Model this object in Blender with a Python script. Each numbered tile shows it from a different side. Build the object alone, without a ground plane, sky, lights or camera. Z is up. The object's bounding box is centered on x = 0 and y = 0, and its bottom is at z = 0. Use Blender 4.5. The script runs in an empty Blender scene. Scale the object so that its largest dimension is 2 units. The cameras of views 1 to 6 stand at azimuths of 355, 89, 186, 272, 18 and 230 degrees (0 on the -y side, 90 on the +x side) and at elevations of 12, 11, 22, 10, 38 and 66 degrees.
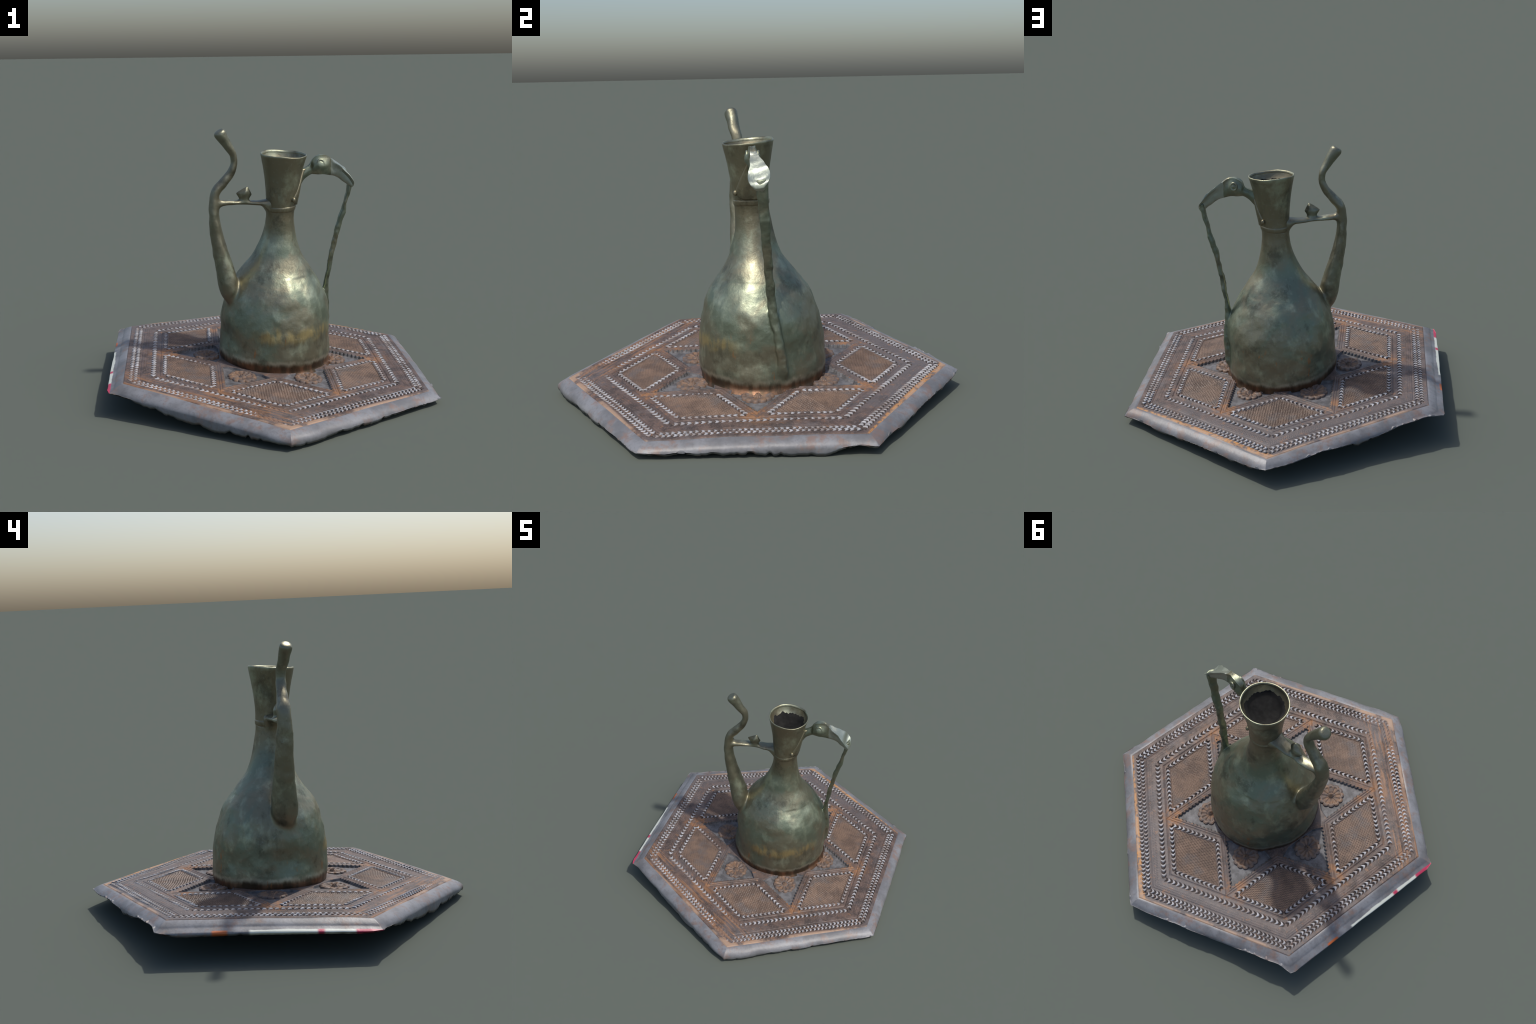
"""A small bronze ewer with a bird-headed handle standing on a tilted, carved
hexagonal wooden board.  Everything is built from profiles, paths and rules."""
import bpy, math, random
import bmesh
import numpy as np
from mathutils import Vector, noise as mnoise
from mathutils.bvhtree import BVHTree

random.seed(7)
RNG = np.random.default_rng(7)
SQ3 = math.sqrt(3.0)

# ------------------------------------------------------------------ helpers
def link(o, parent=None):
    bpy.context.scene.collection.objects.link(o)
    if parent is not None:
        o.parent = parent
    return o

def empty(name, loc, label=None, category=None):
    e = bpy.data.objects.new(name, None)
    e.location = loc
    e.empty_display_size = 0.1
    link(e)
    if label:
        e["label"] = label
        e["category"] = category
    return e

def mesh_obj(name, verts, faces, mats, parent, face_mat=None, smooth=True, normals=None):
    """mesh from numpy quads/tris or python lists; verts are already parent-local"""
    me = bpy.data.meshes.new(name)
    if isinstance(faces, np.ndarray):
        n, k = faces.shape
        me.vertices.add(len(verts))
        me.vertices.foreach_set("co", np.asarray(verts, np.float32).ravel())
        me.loops.add(n * k)
        me.loops.foreach_set("vertex_index", faces.astype(np.int32).ravel())
        me.polygons.add(n)
        me.polygons.foreach_set("loop_start", np.arange(0, n * k, k, dtype=np.int32))
        me.update(calc_edges=True)
    else:
        me.from_pydata([tuple(v) for v in verts], [], faces)
        me.update()
    for m in (mats if isinstance(mats, (list, tuple)) else [mats]):
        me.materials.append(m)
    if face_mat is not None:
        me.polygons.foreach_set("material_index", np.asarray(face_mat, np.int32))
    me.polygons.foreach_set("use_smooth", np.full(len(me.polygons), smooth))
    if normals is not None:
        me.normals_split_custom_set_from_vertices([tuple(v) for v in normals])
    me.validate()
    o = bpy.data.objects.new(name, me)
    return link(o, parent)

def interp_smooth(x, xs, ys):
    """monotone-ish cubic (finite difference Hermite) through table points"""
    xs, ys = np.asarray(xs, float), np.asarray(ys, float)
    if xs[0] > xs[-1]:
        xs, ys = xs[::-1], ys[::-1]
    m = np.gradient(ys, xs)
    x = np.clip(x, xs[0], xs[-1])
    i = np.clip(np.searchsorted(xs, x) - 1, 0, len(xs) - 2)
    h = xs[i + 1] - xs[i]
    t = (x - xs[i]) / h
    return ((2*t**3 - 3*t**2 + 1) * ys[i] + (t**3 - 2*t**2 + t) * h * m[i]
            + (-2*t**3 + 3*t**2) * ys[i + 1] + (t**3 - t**2) * h * m[i + 1])

def resample(points, n):
    """points: rows of values along a path; smooth resample by chord length of xyz"""
    P = np.asarray(points, float)
    d = np.r_[0, np.cumsum(np.linalg.norm(np.diff(P[:, :3], axis=0), axis=1))]
    u = np.linspace(0, d[-1], n)
    return np.stack([interp_smooth(u, d, P[:, j]) for j in range(P.shape[1])], 1)

def ngrid(points, amp, scale, seed=0.0):
    """smooth 3d noise for an array of points"""
    off = Vector((seed * 3.1, seed * 1.7, -seed * 2.3))
    return np.array([amp * mnoise.noise(Vector(p) * scale + off) for p in points])

def loft(rings, closed_ends=True):
    """rings: list of (n,3) arrays -> verts, faces"""
    n = len(rings[0])
    verts = np.vstack(rings)
    faces = []
    for i in range(len(rings) - 1):
        for j in range(n):
            a, b = i * n + j, i * n + (j + 1) % n
            faces.append((a, b, b + n, a + n))
    verts = list(map(tuple, verts))
    if closed_ends:
        for ring_i, flip in ((0, True), (len(rings) - 1, False)):
            c = len(verts)
            verts.append(tuple(np.mean(rings[ring_i], axis=0)))
            for j in range(n):
                a, b = ring_i * n + j, ring_i * n + (j + 1) % n
                faces.append((b, a, c) if flip else (a, b, c))
    return verts, faces

def tube_rings(path, side=(0, 1, 0), n=24, power=2.0, ridge=0.0):
    """path rows: x y z h_normal h_side ; sections are super-ellipses"""
    P = np.asarray(path, float)
    T = np.gradient(P[:, :3], axis=0)
    T /= np.linalg.norm(T, axis=1)[:, None]
    S0 = np.asarray(side, float)
    rings = []
    ang = np.linspace(0, 2 * math.pi, n, endpoint=False)
    for p, t in zip(P, T):
        s = S0 - t * (S0 @ t)
        s /= np.linalg.norm(s)
        nn = np.cross(s, t)
        c, q = np.cos(ang), np.sin(ang)
        cx = np.sign(c) * np.abs(c) ** (2 / power)
        sy = np.sign(q) * np.abs(q) ** (2 / power)
        r = 1 + ridge * np.exp(-((np.abs(ang - math.pi)) / 0.25) ** 2)
        rings.append(p[:3] + np.outer(cx * p[3] * r, nn) + np.outer(sy * p[4], s))
    return rings

# ------------------------------------------------------------------ materials
class Nodes:
    """small helper for writing node trees as expressions"""
    def __init__(self, name):
        self.mat = bpy.data.materials.new(name)
        self.mat.use_nodes = True
        self.t = self.mat.node_tree
        self.t.nodes.clear()
        self.out = self.t.nodes.new("ShaderNodeOutputMaterial")
        self.bsdf = self.t.nodes.new("ShaderNodeBsdfPrincipled")
        self.t.links.new(self.bsdf.outputs[0], self.out.inputs[0])
        self.obj = self.t.nodes.new("ShaderNodeTexCoord").outputs["Object"]
        sep = self.t.nodes.new("ShaderNodeSeparateXYZ")
        self.t.links.new(self.obj, sep.inputs[0])
        self.x, self.y, self.z = sep.outputs
    def put(self, socket, v):
        if isinstance(v, bpy.types.NodeSocket):
            self.t.links.new(v, socket)
        else:
            socket.default_value = v
    def math(self, op, a, b=0.0, c=0.0, clamp=False):
        n = self.t.nodes.new("ShaderNodeMath")
        n.operation = op
        n.use_clamp = clamp
        for s, v in zip(n.inputs, (a, b, c)):
            self.put(s, v)
        return n.outputs[0]
    def mul(self, *a):
        r = a[0]
        for b in a[1:]:
            r = self.math("MULTIPLY", r, b)
        return r
    def step(self, v, lo, hi, smooth=True):
        n = self.t.nodes.new("ShaderNodeMapRange")
        n.interpolation_type = "SMOOTHSTEP" if smooth else "LINEAR"
        self.put(n.inputs[0], v)
        n.inputs[1].default_value, n.inputs[2].default_value = lo, hi
        return n.outputs[0]
    def band(self, v, a, b, soft):
        return self.mul(self.step(v, a - soft, a + soft), self.math("SUBTRACT", 1.0, self.step(v, b - soft, b + soft)))
    def scaled(self, s, loc=(0, 0, 0), rot=(0, 0, 0)):
        n = self.t.nodes.new("ShaderNodeMapping")
        self.put(n.inputs[0], self.obj)
        n.inputs[1].default_value, n.inputs[2].default_value, n.inputs[3].default_value = loc, rot, s
        return n.outputs[0]
    def noise(self, scale, detail=4.0, rough=0.55, vec=None, distort=0.0):
        n = self.t.nodes.new("ShaderNodeTexNoise")
        self.put(n.inputs["Vector"], vec or self.obj)
        n.inputs["Scale"].default_value = scale
        n.inputs["Detail"].default_value = detail
        n.inputs["Roughness"].default_value = rough
        n.inputs["Distortion"].default_value = distort
        return n.outputs[0]
    def voronoi(self, scale, feature="F1", vec=None):
        n = self.t.nodes.new("ShaderNodeTexVoronoi")
        n.feature = feature
        self.put(n.inputs["Vector"], vec or self.obj)
        n.inputs["Scale"].default_value = scale
        return n.outputs["Distance"]
    def dist(self, p):
        n = self.t.nodes.new("ShaderNodeVectorMath")
        n.operation = "DISTANCE"
        self.put(n.inputs[0], self.obj)
        n.inputs[1].default_value = p
        return n.outputs["Value"]
    def dot(self, d):
        n = self.t.nodes.new("ShaderNodeVectorMath")
        n.operation = "DOT_PRODUCT"
        self.put(n.inputs[0], self.obj)
        n.inputs[1].default_value = d
        return n.outputs["Value"]
    def mix(self, f, a, b, mode="MIX"):
        n = self.t.nodes.new("ShaderNodeMix")
        n.data_type = "RGBA"
        n.blend_type = mode
        self.put(n.inputs["Factor"], f)
        for s, v in ((n.inputs[6], a), (n.inputs[7], b)):
            self.put(s, v if isinstance(v, bpy.types.NodeSocket) else (*v, 1.0))
        return n.outputs[2]
    def bump(self, height, strength, distance):
        n = self.t.nodes.new("ShaderNodeBump")
        n.inputs["Strength"].default_value = strength
        n.inputs["Distance"].default_value = distance
        self.put(n.inputs["Height"], height)
        self.put(self.bsdf.inputs["Normal"], n.outputs[0])
    def finish(self, color, rough=0.5, metal=0.0, spec=0.5):
        self.put(self.bsdf.inputs["Base Color"], color if isinstance(color, bpy.types.NodeSocket) else (*color, 1.0))
        self.put(self.bsdf.inputs["Roughness"], rough)
        self.put(self.bsdf.inputs["Metallic"], metal)
        self.put(self.bsdf.inputs["Specular IOR Level"], spec)
        return self.mat

def bronze(name, warm=0.0, plain=False, bright=False):
    """patinated bronze: green-grey, tan, pale mint patches, dark stains, rust at the foot"""
    N = Nodes(name)
    big = N.noise(4.2, 5, 0.6, distort=0.6)
    mid = N.noise(13, 5, 0.6, vec=N.scaled((1, 1, 0.6)))
    fine = N.noise(60, 3, 0.6)
    streak = N.noise(20, 4, 0.6, vec=N.scaled((1, 1, 0.22)))
    green, tan = (0.205, 0.238, 0.172), (0.245, 0.232, 0.160)
    dark, mint = (0.062, 0.060, 0.045), (0.46, 0.50, 0.36)
    c = N.mix(N.step(big, 0.42, 0.58), green, tan)
    if not plain:
        zz = N.math("ADD", N.z, N.math("MULTIPLY", N.math("SUBTRACT", mid, 0.5), 0.25))
        c = N.mix(N.mul(N.step(zz, 0.62, 0.80), 0.8), c, (0.245, 0.210, 0.135))
    else:
        c = N.mix(warm, c, (0.235, 0.215, 0.150)) if not bright else N.mix(0.65, c, (0.46, 0.50, 0.44))
    c = N.mix(N.mul(N.step(N.noise(7.5, 6, 0.62, vec=N.scaled((1, 1, 0.75), (1, 4, 2))), 0.52, 0.70), 0.62), c, mint)
    c = N.mix(N.mul(N.step(mid, 0.56, 0.72), 0.35), c, mint)
    c = N.mix(N.mul(N.step(N.noise(9, 5, 0.65, vec=N.scaled((1, 1, 0.8), (3, 1, 2))), 0.52, 0.70), 0.55), c, dark)
    c = N.mix(N.mul(N.step(fine, 0.56, 0.72), 0.35), c, (0.30, 0.32, 0.25))
    if not plain:
        # ochre bloom on the lower front, pale and rusty bands at the foot
        az = N.math("ARCTAN2", N.y, N.x)
        front = N.band(az, math.radians(-112), math.radians(-28), 0.22)
        zj = N.math("ADD", N.z, N.math("MULTIPLY", N.math("SUBTRACT", streak, 0.5), 0.10))
        c = N.mix(N.mul(front, N.band(zj, 0.170, 0.225, 0.022), N.step(mid, 0.36, 0.54), 0.9), c, (0.48, 0.38, 0.18))
        c = N.mix(N.mul(front, N.band(N.z, 0.12, 0.20, 0.05), N.step(streak, 0.5, 0.65), 0.45), c, (0.06, 0.055, 0.035))
        zf = N.math("ADD", N.z, N.math("MULTIPLY", N.x, 0.07))
        zf = N.math("ADD", zf, N.math("MULTIPLY", N.math("SUBTRACT", streak, 0.5), 0.05))
        c = N.mix(N.mul(N.band(zf, 0.040, 0.062, 0.010), N.step(mid, 0.36, 0.52), 0.8), c, (0.44, 0.42, 0.32))
        rust = N.mix(N.step(streak, 0.4, 0.62), (0.085, 0.052, 0.032), (0.22, 0.105, 0.058))
        c = N.mix(N.mul(N.math("SUBTRACT", 1.0, N.step(zf, 0.026, 0.056)), 0.9), c, rust)
        c = N.mix(N.mul(N.step(N.noise(26, 3, 0.6, vec=N.scaled((1, 1, 0.3), (5, 5, 5))), 0.64, 0.70), N.band(N.z, 0.03, 0.24, 0.04), 0.55), c, (0.42, 0.19, 0.07))
        # pale worn lip of the mouth
        c = N.mix(N.mul(N.step(N.z, 1.112, 1.134), N.step(mid, 0.3, 0.55), 0.55), c, mint)
    h = N.math("ADD", N.math("MULTIPLY", mid, 0.7), N.math("MULTIPLY", fine, 0.3))
    N.bump(h, 0.35, 0.01)
    rough = N.math("ADD", 0.34, N.math("MULTIPLY", streak, 0.22))
    return N.finish(c, rough, 0.86, 0.5)

def wood_top():
    N = Nodes("worn_carved_wood")
    big = N.noise(3.4, 5, 0.6, distort=0.4)
    mid = N.noise(17, 5, 0.65)
    fine = N.noise(110, 3, 0.6)
    brown, umber = (0.125, 0.085, 0.069), (0.060, 0.045, 0.040)
    grey, orange = (0.118, 0.107, 0.108), (0.37, 0.175, 0.070)
    c = N.mix(N.step(mid, 0.38, 0.64), brown, umber)
    # cool shadow over the back left side, painted in as grey
    gd = N.dot((-0.25, 0.97, 0))
    gd = N.math("ADD", gd, N.math("MULTIPLY", N.math("SUBTRACT", big, 0.5), 0.9))
    c = N.mix(N.mul(N.step(gd, 0.18, 0.72), 0.75), c, grey)
    c = N.mix(N.mul(N.step(N.noise(6, 4, 0.6, vec=N.scaled((1, 1, 1), (4, 2, 0))), 0.50, 0.66), 0.6), c, grey)
    # rubbed orange streaks along the front left side
    along = N.scaled((1, 1, 1), rot=(0, 0, math.radians(30)))
    sn = N.t.nodes.new("ShaderNodeMapping")
    N.put(sn.inputs[0], along)
    sn.inputs[3].default_value = (2.0, 26.0, 1.0)
    stre = N.noise(2.0, 4, 0.6, vec=sn.outputs[0])
    fa = N.dot((-0.5, -0.866, 0))
    fa_band = N.mul(N.band(fa, 0.645, 0.805, 0.03), N.step(stre, 0.46, 0.58))
    c = N.mix(N.mul(fa_band, 0.45), c, orange)
    # orange wear on star tips, on the back right margin, and in flecks
    tips = None
    for k in range(6):
        a = math.radians(60 * k)
        zc = 0.12
        d = N.dist((0.57 * math.cos(a), 0.57 * math.sin(a), zc - 0.0677 * 0.57 * math.cos(a)))
        m = N.math("SUBTRACT", 1.0, N.step(d, 0.03, 0.13))
        tips = m if tips is None else N.math("MAXIMUM", tips, m)
    c = N.mix(N.mul(tips, N.step(mid, 0.42, 0.60), 0.65), c, orange)
    fle = N.noise(34, 4, 0.7, vec=N.scaled((1, 1, 1), (7, 1, 3)))
    cd = N.band(N.dot((0.5, 0.866, 0)), 0.781, 0.81, 0.006)
    c = N.mix(N.mul(cd, N.step(fle, 0.40, 0.55), 0.75), c, (0.58, 0.27, 0.07))
    c = N.mix(N.mul(N.step(fle, 0.57, 0.68), 0.4), c, orange)
    c = N.mix(N.mul(N.step(fine, 0.5, 0.7), 0.45), c, (0.22, 0.165, 0.14))
    # rubbed pale line where the top meets the moulding
    ap = None
    for k in range(6):
        dk = N.dot((math.cos(math.radians(60 * k)), math.sin(math.radians(60 * k)), 0))
        ap = dk if ap is None else N.math("MAXIMUM", ap, dk)
    c = N.mix(N.mul(N.step(ap, 0.784, 0.796), N.step(N.noise(8, 4, 0.6, vec=N.scaled((1, 1, 1), (9, 9, 1))), 0.40, 0.56), 0.75), c, (0.40, 0.27, 0.185))
    N.bump(N.math("ADD", N.math("MULTIPLY", mid, 0.5), N.math("MULTIPLY", fine, 0.5)), 0.4, 0.004)
    return N.finish(c, N.math("ADD", 0.42, N.math("MULTIPLY", mid, 0.25)), 0.0, 0.35)

def simple(name, a, b, scale, rough=0.55, third=None, bump=0.3, bscale=90, stretch=(1, 1, 1), spec=0.3):
    N = Nodes(name)
    m = N.noise(scale, 5, 0.62, vec=N.scaled(stretch))
    f = N.noise(bscale, 3, 0.6)
    c = N.mix(N.step(m, 0.36, 0.64), a, b)
    if third:
        c = N.mix(N.mul(N.step(N.noise(scale * 0.6, 4, 0.6, vec=N.scaled((1, 1, 1), (3, 6, 1))), 0.50, 0.66), 0.8), c, third)
    c = N.mix(N.mul(f, 0.3), c, tuple(min(1, v * 1.35) for v in b))
    N.bump(N.math("ADD", N.math("MULTIPLY", m, 0.4), f), bump, 0.003)
    return N.finish(c, rough, 0.0, spec)

def edge_material():
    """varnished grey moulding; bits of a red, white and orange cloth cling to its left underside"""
    N = Nodes("grey_varnished_edge")
    m = N.noise(7, 5, 0.6)
    f = N.noise(70, 3, 0.6)
    c = N.mix(N.step(m, 0.36, 0.64), (0.130, 0.131, 0.137), (0.208, 0.213, 0.226))
    c = N.mix(N.mul(N.step(N.noise(13, 5, 0.65, vec=N.scaled((1, 1, 1), (2, 8, 4))), 0.50, 0.66), 0.7), c, (0.20, 0.125, 0.095))
    c = N.mix(N.mul(N.step(f, 0.5, 0.7), 0.3), c, (0.09, 0.085, 0.09))
    zrel = N.math("ADD", N.z, N.math("MULTIPLY", N.x, 0.0677))
    zrel = N.math("ADD", zrel, N.math("MULTIPLY", N.y, -0.019))
    under = N.step(N.math("ADD", N.math("MULTIPLY", N.x, -1.0), N.math("MULTIPLY", N.math("SUBTRACT", m, 0.5), 0.02)), 0.846, 0.852)
    for (y0, y1, col) in ((-0.38, 0.10, (0.62, 0.64, 0.56)), (-0.50, -0.375, (0.50, 0.045, 0.10)),
                          (-0.235, -0.205, (0.50, 0.045, 0.10)), (0.20, 0.27, (0.48, 0.12, 0.03))):
        c = N.mix(N.mul(under, N.band(N.y, y0, y1, 0.008)), c, col)
    N.bump(N.math("ADD", m, N.math("MULTIPLY", f, 0.3)), 0.35, 0.006)
    return N.finish(c, 0.44, 0.0, 0.5)

M_BRONZE = bronze("patinated_bronze")
M_FITTING = bronze("dark_bronze_fittings", warm=0.55, plain=True)
M_BRIGHT = bronze("rubbed_bronze", warm=0.1, plain=True)
M_BILL = bronze("sheen_whitened_bill", plain=True, bright=True)  # base colour lightened for the bright sheen on the bill
M_MOUTH_SHADE = simple("painted_mouth_darkness", (0.012, 0.012, 0.012), (0.024, 0.024, 0.023), 14, 0.9, third=(0.028, 0.029, 0.029), spec=0.05)
M_TOP = wood_top()
M_CUT_SHADE = simple("painted_cut_shadow", (0.030, 0.026, 0.026), (0.060, 0.045, 0.038), 30, 0.7)  # shadow inside each thumbnail cut, put into the colour of its hollow
M_PIT = simple("grey_recess_paint", (0.072, 0.070, 0.072), (0.150, 0.148, 0.153), 30, 0.55, third=(0.040, 0.037, 0.036))
M_FIELD = simple("stippled_wood", (0.095, 0.067, 0.053), (0.175, 0.118, 0.086), 12, 0.45, third=(0.105, 0.097, 0.096))
M_CUT_LIGHT = simple("painted_cut_highlight", (0.20, 0.188, 0.184), (0.40, 0.398, 0.412), 11, 0.5, third=(0.205, 0.155, 0.128))  # paled to show light catching one slope of every cut
M_ROSE = simple("worn_rosette_wood", (0.095, 0.084, 0.082), (0.190, 0.118, 0.076), 34, 0.5, third=(0.070, 0.064, 0.066))
M_EDGE = edge_material()

# ------------------------------------------------------------------ the board
BC = np.array([0.0133, 0.005])                 # centre of the hexagon
AP = 0.80                                      # apothem of the flat top
LINE = 0.615                                   # apothem of the incised inner hexagon
CORNERS = {-90: (0.005, -0.940), -30: (0.789, -0.470), 30: (0.795, 0.463),
           90: (0.028, 0.939), 150: (-0.764, 0.489), 210: (-0.772, -0.451)}
board = empty("hexagonal_wooden_board", (BC[0], BC[1], 0.0),
              "tilted carved hexagonal wooden board with star and rosettes", "carved board")

def corner(az):
    az = az % 360
    az = az - 360 if az > 210 else az
    return np.array(CORNERS[az if az in CORNERS else az - 360]) - BC

def plane_z(x, y):
    """tilt and bow of the board top; x, y relative to the board centre"""
    return 0.1288 - 0.0677 * x + 0.0191 * y - 0.029 * (y + BC[1]) ** 2

def place(a, l, k):
    """ideal hexagon coordinates (apothem a, lateral l in side k) -> board x, y"""
    c0, c1 = corner(60 * k - 30), corner(60 * k + 30)
    a, l = np.asarray(a, float), np.asarray(l, float)
    half = np.maximum(a / SQ3, 1e-6)
    s = (l / half + 1) / 2
    q = (a / AP)[..., None]
    return q * ((1 - s)[..., None] * c0 + s[..., None] * c1)

# rows of thumbnail cuts: (name, a0, l0, da, dl, length, half width, count)
# running from (a0, l0) in direction (da, dl); used for hollows and for the pale crescents
def cut_rows():
    rows = []
    def row(a, hw, pitch, margin, flip):
        L = a / SQ3 - margin
        n = int(round(2 * L / pitch))
        rows.append((a, -L * flip, 0.0, 1.0 * flip, 2 * L, hw, n))
    row(0.650, 0.0140, 0.0285, 0.012, 1)
    row(0.7405, 0.0120, 0.0255, 0.010, 1)
    row(0.7650, 0.0118, 0.0255, 0.010, 1)
    t = 0.025                                   # inset of the border rows in each rhombus
    a1 = LINE - t
    l_m = (0.5 * t + t) / (SQ3 / 2)
    l_c = a1 / SQ3
    for sg in (1, -1):
        rows.append((a1, sg * (l_m + 0.006), 0.0, sg, l_c - l_m - 0.016, 0.0115, 10))
        a_n = LINE / 2 + t
        A, B = np.array([a1, sg * l_m]), np.array([a_n, sg * a_n / SQ3])
        d = (B - A) / np.linalg.norm(B - A)
        A = A + d * 0.008
        rows.append((A[0], A[1], d[0], d[1], np.linalg.norm(B - A) - 0.010, 0.0115, 10))
    return rows
ROWS = cut_rows()

def star_d(a, l):
    """distance inside (+) the star point whose tip is the middle of the inner hexagon's side"""
    return 0.5 * (LINE - a) - np.abs(l) * SQ3 / 2

def flat_xy(a, l, k):
    th = math.radians(60 * k)
    return a * math.cos(th) - l * math.sin(th), a * math.sin(th) + l * math.cos(th)

def wear(a, l, k):
    """0..1, how worn the carving is"""
    X, Y = flat_xy(a, l, k)
    w = 0.22 + 0.25 * np.sin(8 * X + 1.3) * np.sin(7 * Y + 0.4)
    w = w + 0.5 * np.clip((X * -0.5 + Y * -0.866 - 0.60) / 0.06, 0, 1)
    if k == 5:
        w = w + 0.7 * np.exp(-((a - 0.60) / 0.09) ** 2 - ((l - 0.25) / 0.12) ** 2)
    return np.clip(w, 0, 1)

def relief(a, l, k):
    """height of the carving over the flat board, and the kind of surface"""
    X, Y = flat_xy(a, l, k)
    h = 0.0014 * np.sin(11 * X + 5 * Y) + 0.0012 * np.sin(17 * Y - 6 * X + 2)
    kind = np.zeros(a.shape, int)
    groove = lambda d, w, dep: -dep * np.exp(-(d / w) ** 2)
    h = h + groove(a - LINE, 0.0035, 0.0045)
    h = h + groove(a - 0.7185, 0.003, 0.003)
    d = star_d(a, l)
    inside = a < LINE
    h = h + np.where(inside, groove(d, 0.003, 0.004), 0)
    h = h + np.where(inside & (d > 0), groove(d - 0.012, 0.0025, 0.002), 0)
    # small punched dots between the two outer borders
    dot = np.sin(math.pi * l / 0.0105) ** 2 * np.exp(-((a - 0.700) / 0.005) ** 2)
    dot2 = np.cos(math.pi * l / 0.0105) ** 2 * np.exp(-((a - 0.688) / 0.005) ** 2)
    h = h + 0.0028 * (dot + dot2) * (1 - wear(a, l, k))
    # stippled rhombus fields: staggered fish-scale rows
    fld = inside & (d < -0.040) & (a < LINE - 0.040)
    ang = math.radians(30)
    al = np.abs(l)
    u = a * math.cos(ang) + al * math.sin(ang)          # towards the board corner
    v = np.sign(l) * (-a * math.sin(ang) + al * math.cos(ang))
    pr = 0.0130
    saw = (u / pr + 0.50 * np.abs(np.sin(math.pi * v / 0.0135)) + 0.25 * np.sin(v * 25)) % 1.0
    h = np.where(fld, h - 0.006 + 0.0062 * saw ** 1.4 * (1 - 0.6 * wear(a, l, k)), h)
    kind = np.where(fld, 2, kind)
    # deep grey recess in every star point, with a scalloped edge
    s_along = (LINE - a) * SQ3 / 2 + al * 0.5
    teeth = 0.0095 * np.abs(np.sin(math.pi * s_along / 0.0235)) ** 0.8
    corner_cut = (a - 0.285) - 0.45 * np.maximum(0, al - 0.085)
    dd = np.minimum(d - 0.022 - teeth, corner_cut)
    pit = inside & (dd > 0)
    h = np.where(pit, h - 0.014 * np.clip(dd / 0.0045, 0, 1), h)
    kind = np.where(pit, 1, kind)
    rim = inside & (d > 0.014) & (dd <= 0)
    h = np.where(rim, h + 0.0025 * np.sin(math.pi * np.clip((d - 0.014) / 0.012, 0, 1)), h)
    # hollows of the thumbnail cuts
    keep = 1 - 0.75 * wear(a, l, k)
    for (a0, l0, da, dl, L, hw, n) in ROWS:
        t = (a - a0) * da + (l - l0) * dl
        w = ((a - a0) * -dl + (l - l0) * da) / hw
        p = L / n
        ph = (t / p - 0.42 * (1 - w * w)) % 1.0
        on = (np.abs(w) < 1) & (t > -0.2 * p) & (t < L + 0.2 * p)
        thick = 0.5 * np.sqrt(np.clip(1 - w * w, 0, 1))
        x = (ph - 0.54) / np.maximum(thick, 1e-4)
        hol = on & (x > 0) & (x < 1)
        h = np.where(hol, h - 0.0075 * np.sin(math.pi * np.clip(x, 0, 1)) * keep, h)
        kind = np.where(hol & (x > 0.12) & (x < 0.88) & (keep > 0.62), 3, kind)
    h = h - 0.004 * np.clip((a - (AP - 0.006)) / 0.006, 0, 1) ** 2
    return h, kind

# how far the broken lower lip of the moulding hangs below the top edge:
# (side number + fraction along it, depth)
LIP = [(0, .034), (.10, .052), (.17, .045), (.27, .060), (.32, .056), (.65, .074), (.78, .077), (.88, .048), (.92, .037),
       (1, .046), (1.2, .044), (1.26, .060), (1.45, .052), (1.64, .050), (1.77, .057), (1.88, .052), (2, .034),
       (2.15, .040), (2.31, .028), (2.47, .044), (2.52, .062), (2.64, .050), (2.75, .030), (2.9, .026), (3, .038),
       (3.1, .060), (3.25, .059), (3.4, .056), (3.9, .052), (4, .042), (4.12, .056), (4.27, .068), (4.43, .090), (4.50, .080), (4.61, .100),
       (4.66, .084), (4.76, .078), (4.95, .060), (5, .064), (5.12, .073), (5.18, .069), (5.3, .058), (5.54, .060), (5.75, .046), (5.92, .042), (6, .034)]

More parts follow.
